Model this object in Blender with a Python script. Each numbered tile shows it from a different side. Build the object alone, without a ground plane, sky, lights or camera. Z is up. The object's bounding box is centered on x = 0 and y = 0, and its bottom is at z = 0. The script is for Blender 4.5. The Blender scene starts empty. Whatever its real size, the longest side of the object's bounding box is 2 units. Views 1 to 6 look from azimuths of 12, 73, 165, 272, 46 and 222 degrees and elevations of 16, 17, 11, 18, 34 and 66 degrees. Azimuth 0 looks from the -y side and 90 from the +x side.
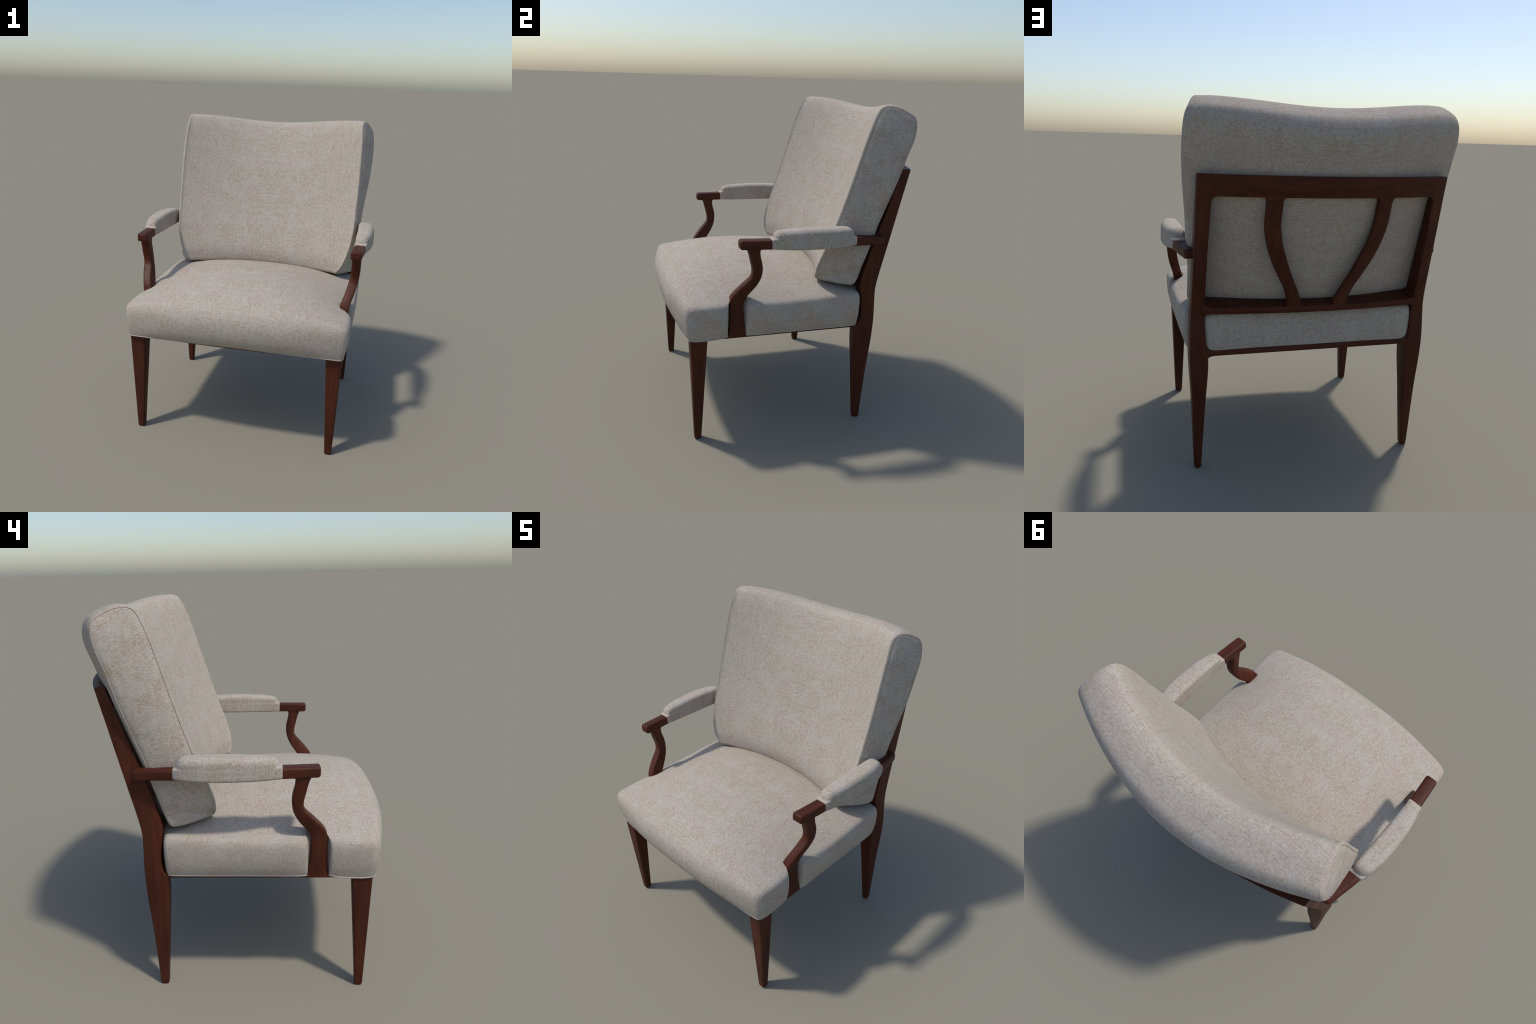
"""Upholstered mid-century armchair: dark red-brown wooden frame, heathered cream fabric."""
import bpy, bmesh, math
from mathutils import Vector

# ---------------------------------------------------------------- small maths
def lerp(a, b, t):
    return a + (b - a) * t

def smooth(a, b, x):
    t = max(0.0, min(1.0, (x - a) / (b - a)))
    return t * t * (3 - 2 * t)

def table(pairs):
    """Monotone cubic interpolation through (key, value) pairs."""
    pairs = sorted(pairs)
    xs = [p[0] for p in pairs]
    ys = [p[1] for p in pairs]
    n = len(xs)
    d = [(ys[i + 1] - ys[i]) / (xs[i + 1] - xs[i]) for i in range(n - 1)]
    m = [d[0]] + [0.0 if d[i - 1] * d[i] <= 0 else 2 * d[i - 1] * d[i] / (d[i - 1] + d[i])
                  for i in range(1, n - 1)] + [d[-1]]

    def f(x):
        if x <= xs[0]:
            return ys[0]
        if x >= xs[-1]:
            return ys[-1]
        i = max(k for k in range(n - 1) if xs[k] <= x)
        h = xs[i + 1] - xs[i]
        t = (x - xs[i]) / h
        return ((2 * t ** 3 - 3 * t ** 2 + 1) * ys[i] + (t ** 3 - 2 * t ** 2 + t) * h * m[i]
                + (-2 * t ** 3 + 3 * t ** 2) * ys[i + 1] + (t ** 3 - t ** 2) * h * m[i + 1])
    return f

def catmull(points, per, closed=False):
    """Centripetal-like smooth curve through control points (tuples of any size)."""
    n = len(points)
    out = []
    spans = n if closed else n - 1
    for i in range(spans):
        if closed:
            p0, p1, p2, p3 = (points[(i + k - 1) % n] for k in range(4))
        else:
            p1, p2 = points[i], points[i + 1]
            p0 = points[i - 1] if i else tuple(2 * a - b for a, b in zip(p1, p2))
            p3 = points[i + 2] if i + 2 < n else tuple(2 * b - a for a, b in zip(p1, p2))
        def dd(a, b):
            return max(1e-6, math.dist(a, b) ** 0.5)
        t0 = 0.0
        t1 = t0 + dd(p0, p1)
        t2 = t1 + dd(p1, p2)
        t3 = t2 + dd(p2, p3)
        for k in range(per):
            t = t1 + (t2 - t1) * k / per
            def L(a, b, ta, tb):
                return tuple(x * (tb - t) / (tb - ta) + y * (t - ta) / (tb - ta) for x, y in zip(a, b))
            a1, a2, a3 = L(p0, p1, t0, t1), L(p1, p2, t1, t2), L(p2, p3, t2, t3)
            b1, b2 = L(a1, a2, t0, t2), L(a2, a3, t1, t3)
            out.append(L(b1, b2, t1, t2))
    if not closed:
        out.append(tuple(points[-1]))
    return out

def resample(points, n, closed=False):
    pts = list(points) + ([points[0]] if closed else [])
    acc = [0.0]
    for a, b in zip(pts, pts[1:]):
        acc.append(acc[-1] + math.dist(a, b))
    out = []
    j = 0
    for k in range(n):
        s = acc[-1] * k / (n if closed else n - 1)
        while j < len(acc) - 2 and acc[j + 1] < s:
            j += 1
        t = (s - acc[j]) / max(1e-9, acc[j + 1] - acc[j])
        out.append(tuple(lerp(a, b, t) for a, b in zip(pts[j], pts[j + 1])))
    return out

def bspline(ctrl, n):
    """Uniform cubic B-spline, ends held, sampled n times."""
    c = [ctrl[0]] * 2 + list(ctrl) + [ctrl[-1]] * 2
    spans = len(c) - 3
    out = []
    for k in range(n):
        s = spans * k / (n - 1)
        i = min(spans - 1, int(s))
        t = s - i
        w = ((1 - t) ** 3 / 6, (3 * t ** 3 - 6 * t ** 2 + 4) / 6,
             (-3 * t ** 3 + 3 * t ** 2 + 3 * t + 1) / 6, t ** 3 / 6)
        out.append(tuple(sum(w[q] * c[i + q][a] for q in range(4)) for a in range(len(ctrl[0]))))
    return out

# ---------------------------------------------------------------- mesh helpers
def add_object(name, verts, faces, mat, parent, angle=40):
    me = bpy.data.meshes.new(name)
    me.from_pydata(verts, [], faces)
    bm = bmesh.new()
    bm.from_mesh(me)
    bmesh.ops.recalc_face_normals(bm, faces=bm.faces)
    bm.to_mesh(me)
    bm.free()
    me.shade_smooth()
    if angle < 180:
        me.set_sharp_from_angle(angle=math.radians(angle))
    me.materials.append(mat)
    ob = bpy.data.objects.new(name, me)
    bpy.context.collection.objects.link(ob)
    ob.parent = parent
    return ob

def loft(loops, cap=True):
    """Skin equal-length closed loops."""
    n = len(loops[0])
    verts = [v for lp in loops for v in lp]
    faces = []
    for i in range(len(loops) - 1):
        for k in range(n):
            a, b = i * n + k, i * n + (k + 1) % n
            faces.append((a, b, b + n, a + n))
    if cap:
        faces.append(tuple(reversed(range(n))))
        faces.append(tuple(range(len(verts) - n, len(verts))))
    return verts, faces

def mirror(verts, faces):
    return [(-x, y, z) for x, y, z in verts], [tuple(reversed(f)) for f in faces]

def round_rect(a0, a1, b0, b1, r, seg=4):
    """2D loop of a rectangle with rounded corners; r may be one radius or four (--, +-, ++, -+)."""
    rs = r if isinstance(r, (tuple, list)) else (r,) * 4
    out = []
    for (ca, cb, start), rr in zip(((a0, b0, 180), (a1, b0, 270), (a1, b1, 0), (a0, b1, 90)), rs):
        rr = min(rr, abs(a1 - a0) * .49, abs(b1 - b0) * .49)
        oa = ca + rr if ca == a0 else ca - rr
        ob = cb + rr if cb == b0 else cb - rr
        for k in range(seg + 1):
            t = math.radians(start + 90 * k / seg)
            out.append((oa + rr * math.cos(t), ob + rr * math.sin(t)))
    return out

def tube(path, radius, closed=True, seg=8):
    """Round cord along a 3D path."""
    P = [Vector(p) for p in path]
    n = len(P)
    loops = []
    up = None
    for i in range(n):
        t = (P[(i + 1) % n] - P[i - 1]) if closed or 0 < i < n - 1 else \
            (P[1] - P[0] if i == 0 else P[-1] - P[-2])
        t.normalize()
        if up is None:
            up = t.orthogonal().normalized()
        up = (up - t * up.dot(t)).normalized()
        side = t.cross(up)
        loops.append([tuple(P[i] + radius * (math.cos(a) * up + math.sin(a) * side))
                      for a in (2 * math.pi * k / seg for k in range(seg))])
    if closed:
        v, f = loft(loops, cap=False)
        m = len(v)
        b = (n - 1) * seg
        # pick the rotation that joins the two ends best
        best = min(range(seg), key=lambda s: math.dist(v[b], v[s]))
        for k in range(seg):
            f.append((b + k, b + (k + 1) % seg, (k + 1 + best) % seg, (k + best) % seg))
        return v, f
    return loft(loops)

# ---------------------------------------------------------------- materials
def node_tools(mat):
    nt = mat.node_tree
    def N(kind, **kw):
        nd = nt.nodes.new(kind)
        for k, v in kw.items():
            setattr(nd, k, v)
        return nd
    def link(a, b):
        nt.links.new(a, b)
    def noise(vec, scale, detail=3, rough=.55, stretch=(1, 1, 1), shift=(0, 0, 0)):
        mp = N('ShaderNodeMapping')
        mp.inputs['Scale'].default_value = stretch
        mp.inputs['Location'].default_value = shift
        link(vec, mp.inputs['Vector'])
        t = N('ShaderNodeTexNoise')
        t.inputs['Scale'].default_value = scale
        t.inputs['Detail'].default_value = detail
        t.inputs['Roughness'].default_value = rough
        link(mp.outputs[0], t.inputs['Vector'])
        return t.outputs['Fac']
    def ramp(fac, *stops):
        r = N('ShaderNodeValToRGB')
        els = r.color_ramp.elements
        while len(els) < len(stops):
            els.new(.5)
        for e, (p, c) in zip(els, stops):
            e.position = p
            e.color = (*c, 1) if isinstance(c, (tuple, list)) else (c, c, c, 1)
        link(fac, r.inputs['Fac'])
        return r.outputs['Color']
    def mix(fac, a, b, mode='MIX'):
        m = N('ShaderNodeMix', data_type='RGBA', blend_type=mode)
        for src, idx in ((fac, 0), (a, 6), (b, 7)):
            if isinstance(src, (int, float)):
                m.inputs[idx].default_value = src
            elif isinstance(src, tuple):
                m.inputs[idx].default_value = (*src, 1)
            else:
                link(src, m.inputs[idx])
        return m.outputs[2]
    def math_(op, a, b=None):
        m = N('ShaderNodeMath', operation=op)
        for i, s in enumerate((a, b)):
            if s is None:
                continue
            if isinstance(s, (int, float)):
                m.inputs[i].default_value = s
            else:
                link(s, m.inputs[i])
        return m.outputs[0]
    return N, link, noise, ramp, mix, math_

def fabric_material(name, weft=(.27, 1, 1), warp=(1, .30, .30), plain=0.0, scale=1.0):
    """Heathered cloth: slubby weft dashes and fine warp threads over soft tonal bands.
    weft / warp: per-axis stretch, small along the thread."""
    mat = bpy.data.materials.new(name)
    mat.use_nodes = True
    N, link, noise, ramp, mix, math_ = node_tools(mat)
    bsdf = mat.node_tree.nodes['Principled BSDF']
    tc = N('ShaderNodeTexCoord')
    # the cloth is matched on the centre line of the chair
    sep = N('ShaderNodeSeparateXYZ')
    link(tc.outputs['Object'], sep.inputs[0])
    ax = math_('ABSOLUTE', sep.outputs[0])
    com = N('ShaderNodeCombineXYZ')
    link(ax, com.inputs[0])
    link(sep.outputs[1], com.inputs[1])
    link(sep.outputs[2], com.inputs[2])
    co = com.outputs[0]
    # tonal repeat of the bolt: about .28 m along the cloth
    along = math_('ADD', sep.outputs[1], math_('MULTIPLY', sep.outputs[2], 1.0))
    turn = math_('MULTIPLY', along, 2 * math.pi / .29)
    rep = N('ShaderNodeCombineXYZ')
    link(math_('MULTIPLY', math_('COSINE', turn), .5), rep.inputs[0])
    link(math_('MULTIPLY', math_('SINE', turn), .5), rep.inputs[1])
    link(math_('MULTIPLY', ax, 7.5), rep.inputs[2])
    warm = noise(rep.outputs[0], .95, 1, .4)
    green = noise(rep.outputs[0], 1.0, 1, .4, shift=(5, 3, 2))
    grey, pink, olive = (.424, .387, .350), (.430, .370, .336), (.408, .382, .322)
    c = mix(ramp(warm, (.36, 0), (.64, 1)), grey, pink)
    c = mix(ramp(green, (.45, 0), (.70, .8)), c, olive)
    dash = noise(co, 215 * scale, 2, .6, stretch=weft)
    thread = noise(co, 230 * scale, 2, .6, stretch=warp, shift=(7, 2, 4))
    cloud = noise(co, 14, 2, .6, shift=(8, 8, 1))
    amount = ramp(math_('ADD', cloud, math_('MULTIPLY', warm, .5)), (.50, .45), (.95, 1))
    dark = math_('MULTIPLY', ramp(dash, (.43, 0), (.62, 1)), amount)
    c = mix(math_('MULTIPLY', dark, .85 * (1 - plain)), c, mix(1.0, c, (.74, .66, .52), 'MULTIPLY'))
    slub = math_('MULTIPLY', ramp(thread, (.50, 0), (.70, 1)), .45 * (1 - plain))
    c = mix(slub, c, mix(1.0, c, (.78, .72, .60), 'MULTIPLY'))
    lite = math_('MULTIPLY', ramp(noise(co, 210 * scale, 2, .6, stretch=warp, shift=(1, 9, 3)), (.48, 0), (.66, 1)),
                 .55 * (1 - plain))
    c = mix(lite, c, mix(1.0, c, (1.12, 1.12, 1.13), 'MULTIPLY'))
    # long fine warp lines of the weave
    lines = noise(co, 170 * scale, 1, .5, stretch=tuple(k if k == 1 else k * .16 for k in warp), shift=(2, 6, 3))
    c = mix(math_('MULTIPLY', ramp(lines, (.46, 0), (.64, 1)), .5 * (1 - plain)), c, mix(1.0, c, (1.13, 1.12, 1.10), 'MULTIPLY'))
    cross = noise(co, 170 * scale, 1, .5, stretch=tuple(k if k == 1 else k * .16 for k in weft), shift=(9, 1, 3))
    c = mix(math_('MULTIPLY', ramp(cross, (.50, 0), (.66, 1)), .38 * (1 - plain)), c, mix(1.0, c, (.82, .77, .68), 'MULTIPLY'))
    link(c, bsdf.inputs['Base Color'])
    bsdf.inputs['Roughness'].default_value = .92
    bsdf.inputs['Specular IOR Level'].default_value = .12
    bump = N('ShaderNodeBump')
    bump.inputs['Strength'].default_value = .15
    bump.inputs['Distance'].default_value = .003
    link(math_('ADD', dash, thread), bump.inputs['Height'])
    link(bump.outputs[0], bsdf.inputs['Normal'])
    return mat

def wood_material(name, grain):
    """grain: per-axis stretch, small along the fibre direction."""
    mat = bpy.data.materials.new(name)
    mat.use_nodes = True
    N, link, noise, ramp, mix, math_ = node_tools(mat)
    bsdf = mat.node_tree.nodes['Principled BSDF']
    tc = N('ShaderNodeTexCoord')
    co = tc.outputs['Object']
    broad = noise(co, 26, 4, .6, stretch=grain)
    fine = noise(co, 120, 3, .6, stretch=grain, shift=(4, 1, 7))
    cloud = noise(co, 6, 2, .5)
    c = ramp(broad, (.30, (.045, .0118, .0060)), (.52, (.066, .0172, .0082)), (.72, (.090, .0245, .0112)))
    c = mix(math_('MULTIPLY', ramp(fine, (.52, 0), (.72, 1)), .45), c, (.030, .0085, .0050))
    c = mix(math_('MULTIPLY', ramp(cloud, (.45, 0), (.70, 1)), .30), c, (.092, .0245, .0115))
    link(c, bsdf.inputs['Base Color'])
    link(ramp(broad, (.3, .52), (.7, .44)), bsdf.inputs['Roughness'])
    bsdf.inputs['Specular IOR Level'].default_value = .16
    bump = N('ShaderNodeBump')
    bump.inputs['Strength'].default_value = .06
    bump.inputs['Distance'].default_value = .002
    link(fine, bump.inputs['Height'])
    link(bump.outputs[0], bsdf.inputs['Normal'])
    return mat

FABRIC = fabric_material('heathered_cream_fabric')
SIDE_FABRIC = fabric_material('heathered_side_fabric', (.9, .33, .9), (.9, .9, .33), scale=.9)
PAD_FABRIC = fabric_material('heathered_pad_fabric', (.5, 1, .42), (1, .42, 1), scale=.85)
PIPING = fabric_material('plain_piping_fabric', plain=.75)
WOOD_UP = wood_material('dark_red_wood_upright', (1, 1, .09))
WOOD_ACROSS = wood_material('dark_red_wood_across', (.09, 1, 1))
WOOD_DEEP = wood_material('dark_red_wood_fore_aft', (1, .09, 1))

chair = bpy.data.objects.new('armchair', None)
bpy.context.collection.objects.link(chair)
chair['label'] = 'upholstered armchair with cream heather fabric and dark wooden frame'
chair['category'] = 'armchair'

def pair(name, vf, mat, parents, angle=40):
    """The right-hand part and its mirrored twin."""
    a = add_object(name, *vf, mat, parents[0], angle)
    b = add_object(name, *mirror(*vf), mat, parents[1], angle)
    return a, b

# ---------------------------------------------------------------- wooden frame
BACK_SLOPE = .233

def back_y(z):
    """Back face of the leaning back frame, at the posts."""
    return .456 + (z - .9) * BACK_SLOPE

def bow(x, z):
    """The back frame bows backwards in plan, more at the top."""
    amount = lerp(.06, .125, max(0, min(1, (z - .92) / .70)))
    return amount * (1 - min(1.0, abs(x) / .66) ** 1.9)

# rear legs run up into the back posts
post_back = table([(0, .424), (.35, .442), (.578, .457), (.70, .460), (.80, .4585), (.88, .4575), (.93, .463),
                   (.97, .471), (1.13, .5090), (1.33, .5562), (1.632, .6266)])
post_front = table([(0, .381), (.35, .358), (.60, .345), (.665, .345), (.70, .364), (.764, .370), (.86, .362),
                    (.92, .353), (.96, .358), (1.01, .371), (1.13, .407), (1.33, .473), (1.632, .572)])
post_out = table([(0, .643), (.40, .658), (.70, .6735), (.90, .668), (1.05, .664), (1.63, .658)])
post_in = table([(0, .605), (.40, .585), (.62, .573), (.70, .583), (.90, .596), (1.2, .5955), (1.5, .589), (1.63, .587)])
loops = []
zs = [0.0, .003] + [.012 + (1.60 - .012) * k / 90 for k in range(91)]
for z in zs:
    inset = .0032 * max(0, 1 - z / .006) + (.0012 if z > 1.5 else 0)
    x0, x1 = post_in(z) + inset, post_out(z) - inset
    y0, y1 = post_front(z) + inset, post_back(z) - inset
    lean = smooth(.80, 1.15, z)
    y1 += inset - .0006
    r = lerp(.009, .004, smooth(.8, 1.3, z))
    loops.append([(x, y + lean * bow(x, z), z) for x, y in round_rect(x0, x1, y0, y1, (r, r, r, r))])
post = loft(loops)
pair('rear_leg', post, WOOD_UP, (chair, chair))

# front legs taper down
loops = []
for k in range(34):
    z = [0.0, .003, .012][k] if k < 3 else .012 + (.664 - .012) * (k - 2) / 31
    t = z / .65
    inset = .0032 * max(0, 1 - z / .006)
    x0, x1 = lerp(.603, .576, t) + inset, lerp(.647, .672, t) - inset
    y0, y1 = lerp(-.6645, -.690, t) + inset, lerp(-.624, -.590, t) - inset
    loops.append([(x, y, z) for x, y in round_rect(x0, x1, y0, y1, .008)])
pair('front_leg', loft(loops), WOOD_UP, (chair, chair))

# wide top rail of the back; its lower edge is filleted into posts and slats
def corner_fillet(x, edge, r, side):
    """Extra depth of a quarter-round fillet starting at edge and running to side (+1/-1)."""
    d = (x - edge) * side
    if d < 0 or d > r:
        return r if d < 0 and d > -.2 else 0.0
    return r - math.sqrt(max(0, r * r - (r - d) ** 2))

def rail_low(x):
    a = abs(x)
    f = 0.0
    if a < .251:
        f = corner_fillet(a, .251, .018, -1)
    elif a < .327:
        f = .018
    elif a < .46:
        f = corner_fillet(a, .327, .018, 1)
    else:
        f = corner_fillet(a, .589, .031, -1)
    return 1.5265 - f

xs = sorted(set([s * c for s in (-1, 1) for c in (.655, .6560, .6570, .6580, .6583)] + [round(-.6585 + 1.317 * k / 150, 5) for k in range(151)]
                + [s * (c + d) for s in (-1, 1) for c in (.251, .327, .589) for d in
                   (-.031, -.024, -.018, -.013, -.009, -.006, -.003, -.001, 0, .001,   .003, .006, .009, .013, .018)]))
loops = []
for x in xs:
    z0, z1 = rail_low(x), 1.6325
    e = .004 - math.sqrt(max(0, .004 ** 2 - max(0, abs(x) - .6545) ** 2))
    sect = round_rect(-.054 + e, -e, z0, z1 - e, .004, 3)
    loops.append([(x, back_y(z) + bow(x, z) + dy, z) for dy, z in sect])
add_object('top_rail', *loft(loops), WOOD_ACROSS, chair)

# lower rail of the back
loops = []
for k in range(81):
    x = -.61 + 1.22 * k / 80
    end = max(0, abs(x) - .555) / .04
    z0, z1 = .894 - .006 * min(1, end) ** 2, .931 + .012 * min(1, end) ** 2
    sect = round_rect(-.112, 0, z0, z1, .007, 3)
    loops.append([(x, back_y(.915) + bow(x, .93) + dy + (z - .915) * BACK_SLOPE, z - .28 * dy) for dy, z in sect])
add_object('lower_rail', *loft(loops), WOOD_ACROSS, chair)

# two curved slats
slat_out = table([(.92, .180), (.935, .171), (.96, .169), (1.02, .185), (1.10, .226), (1.20, .276), (1.31, .313), (1.41, .328), (1.54, .328)])
slat_in = table([(.92, .080), (.935, .088), (.96, .093), (1.01, .112), (1.10, .155), (1.20, .197), (1.30, .231), (1.41, .249), (1.54, .249)])
loops = []
for k in range(61):
    z = .912 + (1.55 - .912) * k / 60
    x0, x1 = slat_in(z), slat_out(z)
    sect = round_rect(x0, x1, -.040, -.0015, .007, 3)
    loops.append([(x, back_y(z) + bow(x, z) + dy, z) for x, dy in sect])
pair('slat', loft(loops), WOOD_UP, (chair, chair))

# seat frame: rear, side and front rails
loops = []
for k in range(71):
    x = -.60 + 1.20 * k / 70
    end = min(1.0, max(0, abs(x) - .535) / .045)
    f = 1 - math.sqrt(1 - end * end)
    z0, z1 = .657 - .020 * f, .688 + .022 * f
    loops.append([(x, y, z) for y, z in round_rect(.385, .4525 - .001 * f, z0, z1, .006, 3)])
add_object('seat_rail', *loft(loops), WOOD_ACROSS, chair)

loops = []
for k in range(41):
    y = .40 - 1.0 * k / 40
    loops.append([(x, y, z) for x, z in round_rect(.58, .667, .6575, .684, .005, 3)])
pair('seat_rail', loft(loops), WOOD_DEEP, (chair, chair))
loops = []
for k in range(21):
    x = -.60 + 1.20 * k / 20
    bowed = .022 * (1 - (x / .60) ** 2)
    loops.append([(x, y, z) for y, z in round_rect(-.702 - bowed, -.62, .6695, .6985, .004, 3)])
add_object('seat_rail', *loft(loops), WOOD_ACROSS, chair)

# ---------------------------------------------------------------- armrests
arm_centre = table([(-.42, .6955), (-.23, .711), (0, .722), (.15, .719), (.27, .7075), (.37, .689), (.475, .666)])
arm_half = table([(-.42, .034), (-.23, .035), (.27, .034), (.475, .034)])
arm_top = table([(-.42, 1.2635), (.20, 1.258), (.30, 1.253), (.475, 1.243)])
arm_bot = table([(-.42, 1.2105), (.20, 1.206), (.30, 1.202), (.475, 1.192)])
loops = []
stations = [(-.4175, .35), (-.4165, .6), (-.414, .8), (-.410, .93), (-.405, 1)] + \
           [(-.40 + .86 * k / 60, 1) for k in range(61)] + [(.4655, .94), (.470, .82), (.4735, .6), (.4745, .35)]
for y, s in stations:
    pull = (1 - s) * .019
    c, hw = arm_centre(y), arm_half(y) - pull
    z0, z1 = arm_bot(y) + pull, arm_top(y) - pull
    loops.append([(x, y, z) for x, z in round_rect(c - hw, c + hw, z0, z1, (.008, .008, .012, .012))])
arm_r, arm_l = pair('armrest', loft(loops), WOOD_DEEP, (chair, chair))

# swept support under each arm, leaning back then kneeing forward into the seat side
sup_front = table([(.660, -.472), (.69, -.4655), (.73, -.4625), (.86, -.461), (.895, -.458), (.92, -.449), (.945, -.432),
                   (.97, -.411), (1.0, -.383), (1.025, -.3585), (1.045, -.344), (1.065, -.339), (1.085, -.340), (1.13, -.350), (1.19, -.366), (1.215, -.378)])
sup_back = table([(.660, -.347), (.68, -.354), (.70, -.362), (.75, -.3715), (.80, -.3755), (.86, -.379), (.885, -.3775), (.91, -.366), (.94, -.344),
                  (.98, -.315), (1.02, -.2945), (1.05, -.286), (1.085, -.2825), (1.12, -.286), (1.17, -.298), (1.195, -.300), (1.215, -.292)])
sup_out = table([(.660, .671), (.73, .672), (.88, .6755), (.92, .683), (.95, .692), (1.0, .708), (1.06, .7215), (1.13, .7275), (1.2, .7285)])
sup_in = table([(.660, .612), (.88, .615), (.92, .626), (.965, .641), (1.015, .655), (1.07, .666), (1.13, .670), (1.2, .672)])
loops = []
for k in range(91):
    z = .661 + (1.216 - .661) * k / 90
    x0, x1, y0, y1 = sup_in(z), sup_out(z), sup_front(z), sup_back(z)
    # slices follow the slant of the curve so the member keeps an even thickness
    loops.append([(x, y, z) for x, y in round_rect(x0, x1, y0, y1, (.009, .013, .009, .009))])
pair('arm_support', loft(loops), WOOD_UP, (arm_r, arm_l))

# padded sleeve with a pillow top, pinched where it meets the wood
def pad_loops(y0, y1, z0f, z1f, inner, outer, rad, round_ends, n=46):
    out = []
    for k in range(n + 1):
        t = k / n
        # stations bunch up at the ends
        t = .5 - .5 * math.cos(math.pi * t)
        y = lerp(y0, y1, t)
        d = min(y - y0, y1 - y)
        q = max(0.0, 1 - d / round_ends)
        pull = round_ends * (1 - math.sqrt(max(0, 1 - q * q))) * .92
        xi, xo = inner(y) + pull * .55, outer(y) - pull * .55
        zz0, zz1 = z0f(y), z1f(y) - pull
        if zz1 - zz0 < .006:
            zz1 = zz0 + .006
        out.append([(x, y, z) for x, z in round_rect(xi, xo, zz0, zz1, rad, 5)])
    return out

pad_in = table([(-.24, .673), (-.19, .676), (0, .677), (.2, .673), (.275, .669)])
pad_out = table([(-.24, .748), (-.19, .760), (-.09, .778), (.05, .786), (.15, .781), (.22, .767), (.275, .746)])
pillow = loft(pad_loops(-.226, .262, lambda y: 1.222, table([(-.23, 1.309), (-.12, 1.317), (.05, 1.322), (.2, 1.317), (.27, 1.307)]),
                        pad_in, pad_out, (.01, .01, .034, .026), .040))
sleeve = loft(pad_loops(-.240, .276, table([(-.24, 1.209), (-.1, 1.206), (.1, 1.205), (.28, 1.209)]),
                        table([(-.24, 1.270), (0, 1.270), (.28, 1.264)]),
                        lambda y: pad_in(y) - .001, lambda y: pad_out(y) + .001, (.010, .012, .006, .006), .010))

def fuse(parts, voxel, rounds):
    """Join overlapping closed shells into one soft skin (modifiers applied)."""
    verts, faces = [], []
    for v, f in parts:
        o = len(verts)
        verts += v
        faces += [tuple(i + o for i in q) for q in f]
    me = bpy.data.meshes.new('fuse')
    me.from_pydata(verts, [], faces)
    bm = bmesh.new()
    bm.from_mesh(me)
    bmesh.ops.recalc_face_normals(bm, faces=bm.faces)
    bm.to_mesh(me)
    bm.free()
    ob = bpy.data.objects.new('fuse', me)
    bpy.context.collection.objects.link(ob)
    m = ob.modifiers.new('r', 'REMESH')
    m.mode = 'VOXEL'
    m.voxel_size = voxel
    s = ob.modifiers.new('s', 'SMOOTH')
    s.iterations = rounds
    s.factor = .5
    dg = bpy.context.evaluated_depsgraph_get()
    ev = ob.evaluated_get(dg).to_mesh()
    out = ([tuple(v.co) for v in ev.vertices], [tuple(p.vertices) for p in ev.polygons])
    ob.evaluated_get(dg).to_mesh_clear()
    bpy.data.objects.remove(ob)
    bpy.data.meshes.remove(me)
    return out

pad = fuse([pillow, sleeve], .0035, 5)
pair('arm_pad', pad, PAD_FABRIC, (arm_r, arm_l), 180)

# ---------------------------------------------------------------- seat cushion
# half outlines from the middle of the front edge round to the middle of the back edge
LOW = [(0, -.738), (.2, -.737), (.4, -.730), (.55, -.717), (.64, -.705), (.667, -.698), (.676, -.680), (.678, -.64),
       (.677, -.55), (.676, -.492), (.670, -.472), (.640, -.463), (.634, -.42), (.640, -.372), (.670, -.360),
       (.677, -.335), (.677, -.2), (.676, 0), (.675, .2), (.673, .30), (.665, .340), (.63, .358), (.598, .375),
       (.592, .405), (.579, .434), (.3, .440), (0, .442)]
WIDE = [(0, -.797), (.2, -.793), (.4, -.775), (.55, -.748), (.645, -.728), (.680, -.715), (.697, -.695), (.704, -.65),
        (.706, -.56), (.704, -.505), (.697, -.478), (.655, -.466), (.647, -.42), (.655, -.372), (.697, -.358),
        (.706, -.330), (.710, -.2), (.710, 0), (.706, .2), (.702, .30), (.690, .345), (.63, .362), (.602, .378),
        (.600, .408), (.589, .444), (.3, .452), (0, .455)]
PLAIN = list(WIDE)
for i in range(10, 15):
    PLAIN[i] = tuple(lerp(a, b, (i - 9) / 6) for a, b in zip(WIDE[9], WIDE[15]))

def rim_z(x, y):
    """Lower rim of the seat: dips at the front corners, lifts a little along the front edge."""
    front = smooth(.60, .70, -y)
    sag = smooth(.46, .56, -y) * (1 - smooth(.62, .72, -y))
    lift = front * (1 - min(1.0, abs(x) / .66) ** 2.2)
    return .6745 - .005 * front - .011 * sag + .018 * lift

def outline(half, n):
    full = catmull(half, 10)
    full += [(-x, y) for x, y in full[-2:0:-1]]
    return full

N_SEAT = 2 * 10 * (len(LOW) - 1)
low = outline(LOW, N_SEAT)
wide = outline(WIDE, N_SEAT)
centre = (0, -.16)
plain = outline(PLAIN, N_SEAT)

crown = table([(.455, .890), (.36, .914), (.2, .967), (.05, 1.010), (-.1, 1.034), (-.25, 1.044), (-.4, 1.039), (-.55, 1.016),
               (-.65, .989), (-.71, .962), (-.76, .930), (-.81, .885)])

def seat_edge(y):
    return .868 + .018 * smooth(-.15, .30, y)

def seat_top(x, y):
    edge = seat_edge(y)
    return edge + (crown(y) - edge) * (1 - min(1.0, abs(x) / .708) ** 2.2)

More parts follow.
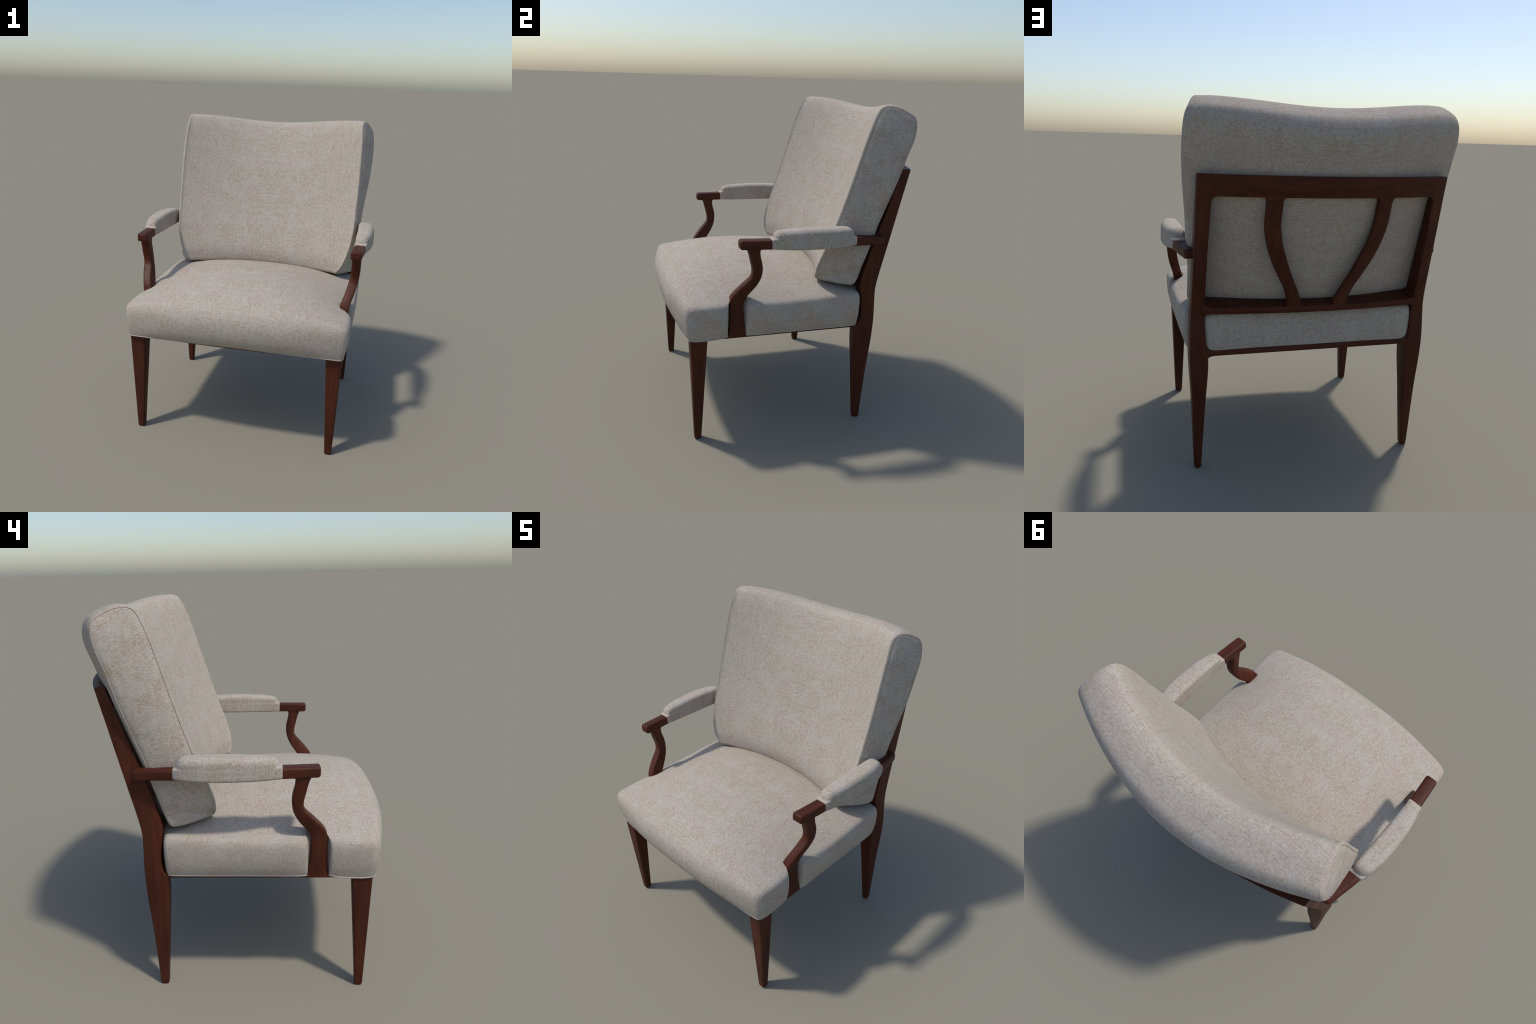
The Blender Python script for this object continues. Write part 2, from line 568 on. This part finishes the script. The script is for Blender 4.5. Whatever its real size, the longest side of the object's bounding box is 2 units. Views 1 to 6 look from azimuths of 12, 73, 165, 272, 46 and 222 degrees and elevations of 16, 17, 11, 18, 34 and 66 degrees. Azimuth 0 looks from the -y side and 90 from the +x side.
STEPS = (0, .12, .3, .48, .62, .74, .83, .90, .955)
M_SEAT = 44
columns = []
for pl, pw, pp in zip(low, wide, plain):
    ctrl = []
    for r in STEPS:
        q = tuple(lerp(a, b, smooth(.80, .99, r)) for a, b in zip(pp, pw))
        x, y = lerp(centre[0], q[0], r), lerp(centre[1], q[1], r)
        ctrl.append((x, y, seat_top(x, y)))
    ctrl += [(pw[0], pw[1], seat_edge(pw[1])), (pw[0], pw[1], .80),
             (lerp(pw[0], pl[0], .25), lerp(pw[1], pl[1], .25), .732),
             (lerp(pw[0], pl[0], .75), lerp(pw[1], pl[1], .75), .688),
             (pl[0], pl[1], rim_z(*pl))]
    columns.append(bspline(ctrl, M_SEAT))
n = len(columns)
verts = [columns[0][0]]
faces = []
for k in range(1, M_SEAT):
    verts += [c[k] for c in columns]
for i in range(n):
    faces.append((0, 1 + i, 1 + (i + 1) % n))
for k in range(M_SEAT - 2):
    for i in range(n):
        a, b = 1 + k * n + i, 1 + k * n + (i + 1) % n
        faces.append((a, b, b + n, a + n))
# closed underside, a little above the rails
base = len(verts)
verts += [(x * .96, y * .96, rim_z(x, y)) for x, y in low]
for i in range(n):
    a, b = 1 + (M_SEAT - 2) * n + i, 1 + (M_SEAT - 2) * n + (i + 1) % n
    faces.append((a, b, base + (i + 1) % n, base + i))
faces.append(tuple(range(base, base + n)))
seat = add_object('seat_cushion', verts, faces, FABRIC, chair, 55)

bead = [(x * .9985, y * .9985, rim_z(x, y)) for x, y in low if y < .37]
start = next(i for i in range(len(bead)) if math.dist(bead[i], bead[i - 1]) > .2)
bead = bead[start:] + bead[:start]
bead = resample(bead, 320)
add_object('piping', *tube(bead, .0044, closed=False), PIPING, seat, 180)
# stitched corner of the front edge
corner = [tuple(c) for c in columns[min(range(n), key=lambda i: math.dist(wide[i], (.692, -.710)))][27:]]
seam = tube([(x, y, z) for x, y, z in corner], .0012, closed=False, seg=6)
pair('corner_seam', seam, FABRIC, (seat, seat), 180)

# ---------------------------------------------------------------- back cushion
# closed side outline: (y, z, x) - up the front, over the top, down the back
SIDE = [(.106, .955, .545), (.094, 1.0, .578), (.096, 1.06, .605), (.115, 1.13, .626), (.145, 1.22, .642), (.167, 1.28, .648),
        (.208, 1.40, .652), (.249, 1.53, .655), (.289, 1.66, .656), (.325, 1.78, .655), (.359, 1.88, .653), (.388, 1.948, .647),
        (.418, 1.989, .648), (.452, 2.0005, .655), (.500, 1.9965, .668), (.550, 1.976, .684), (.594, 1.947, .699),
        (.608, 1.912, .711), (.607, 1.86, .719), (.594, 1.80, .722), (.569, 1.735, .722), (.541, 1.64, .717), (.516, 1.555, .709),
        (.477, 1.43, .691), (.434, 1.30, .676), (.389, 1.165, .670), (.351, 1.047, .671), (.323, .962, .671),
        (.306, .938, .668), (.25, .935, .645), (.18, .940, .600), (.128, .946, .560)]
NS = 220
side = resample(catmull(SIDE, 10, closed=True), NS, closed=True)
# inward normals in the y-z plane
normals = []
for i in range(NS):
    a, b = side[i - 1], side[(i + 1) % NS]
    ty, tz = b[0] - a[0], b[1] - a[1]
    L = math.hypot(ty, tz)
    normals.append((tz / L, -ty / L))
bow_front = table([(.94, .112), (1.2, .118), (1.6, .135), (1.95, .155)])
bow_rear = table([(.94, .125), (1.3, .152), (1.6, .182), (1.74, .194), (1.86, .188), (1.93, .170), (2.0, .160)])
front_line = table([(z, y) for y, z, x in SIDE[:13]])
rear_line = table([(z, y) for y, z, x in SIDE[17:28]])

def cushion_point(u, p, inset=0.0, nrm=(0, 0), out=0.0):
    y, z, x = p
    y, z = y + nrm[0] * inset, z + nrm[1] * inset
    f = max(0.0, min(1.0, (y - front_line(z)) / max(.02, rear_line(z) - front_line(z))))
    f = f * f * (3 - 2 * f)
    c = 1 - u * u
    dip = .5 + .5 * math.cos(math.pi * min(1.0, abs(u)))
    b = lerp(bow_front(z), bow_rear(z), f) * c
    dz = -(.042 * dip + .003 * smooth(.86, 1, abs(u))) * smooth(1.55, 1.97, z)
    return ((x * abs(u) + out) * (1 if u >= 0 else -1), y + b, z + dz)

NU = 56
ROUND = .0115
us = [-.982 + 1.964 * k / NU for k in range(NU + 1)]
rings = [[cushion_point(u, p) for p in side] for u in us]

def end_rings(sign):
    """The wrap turns a soft corner before it meets the side panel."""
    out = []
    for k in range(1, 7):
        t = math.radians(15 * k)
        inset, push = ROUND * (1 - math.cos(t)), -ROUND * (1 - math.sin(t))
        out.append([cushion_point(sign, p, inset, nr, push) for p, nr in zip(side, normals)])
    out.append([cushion_point(sign, p, ROUND + .003, nr, -.0025) for p, nr in zip(side, normals)])
    return out

right = end_rings(1)
verts, faces = loft(list(reversed(end_rings(-1))) + rings + right, cap=False)
back = add_object('back_cushion', verts, faces, FABRIC, chair, 60)

def panel(sign):
    """Side panel: strips run from the front seam across to the rear seam, slightly pillowed."""
    rim = [cushion_point(sign, p, ROUND + .001, nr, -.0010) for p, nr in zip(side, normals)]
    crest = max(range(NS), key=lambda i: side[i][1])
    foot = min(range(NS), key=lambda i: math.dist(side[i][:2], (.225, .936)))
    front = [rim[i % NS] for i in range(foot - NS, crest + 1)]
    rear = [rim[i % NS] for i in range(foot, crest - 1, -1)]
    rows, cols = 90, 18
    front, rear = resample(front, rows + 1), resample(rear, rows + 1)
    verts = [front[0]]
    for a, b in list(zip(front, rear))[1:-1]:
        width = math.dist(a, b)
        for c in range(cols + 1):
            t = c / cols
            x, y, z = (lerp(p, q, t) for p, q in zip(a, b))
            rim_step = .004 * smooth(0, .012, width * min(t, 1 - t))
            verts.append((x + sign * (rim_step + .05 * width * 4 * t * (1 - t) * min(1, width / .2)), y, z))
    verts.append(front[-1])
    faces = []
    w = cols + 1
    last = len(verts) - 1
    for c in range(cols):
        faces.append((0, 1 + c, 2 + c))
        o = 1 + (rows - 2) * w
        faces.append((last, o + c + 1, o + c))
    for r in range(rows - 2):
        for c in range(cols):
            o = 1 + r * w + c
            faces.append((o, o + 1, o + 1 + w, o + w))
    return verts, faces

for sign in (1, -1):
    add_object('side_panel', *panel(sign), SIDE_FABRIC, back, 180)
welt = tube([cushion_point(1, p, ROUND - .001, nr, -.0010) for p, nr in zip(side, normals)], .0024, True, 6)
pair('welt_seam', welt, FABRIC, (back, back), 180)
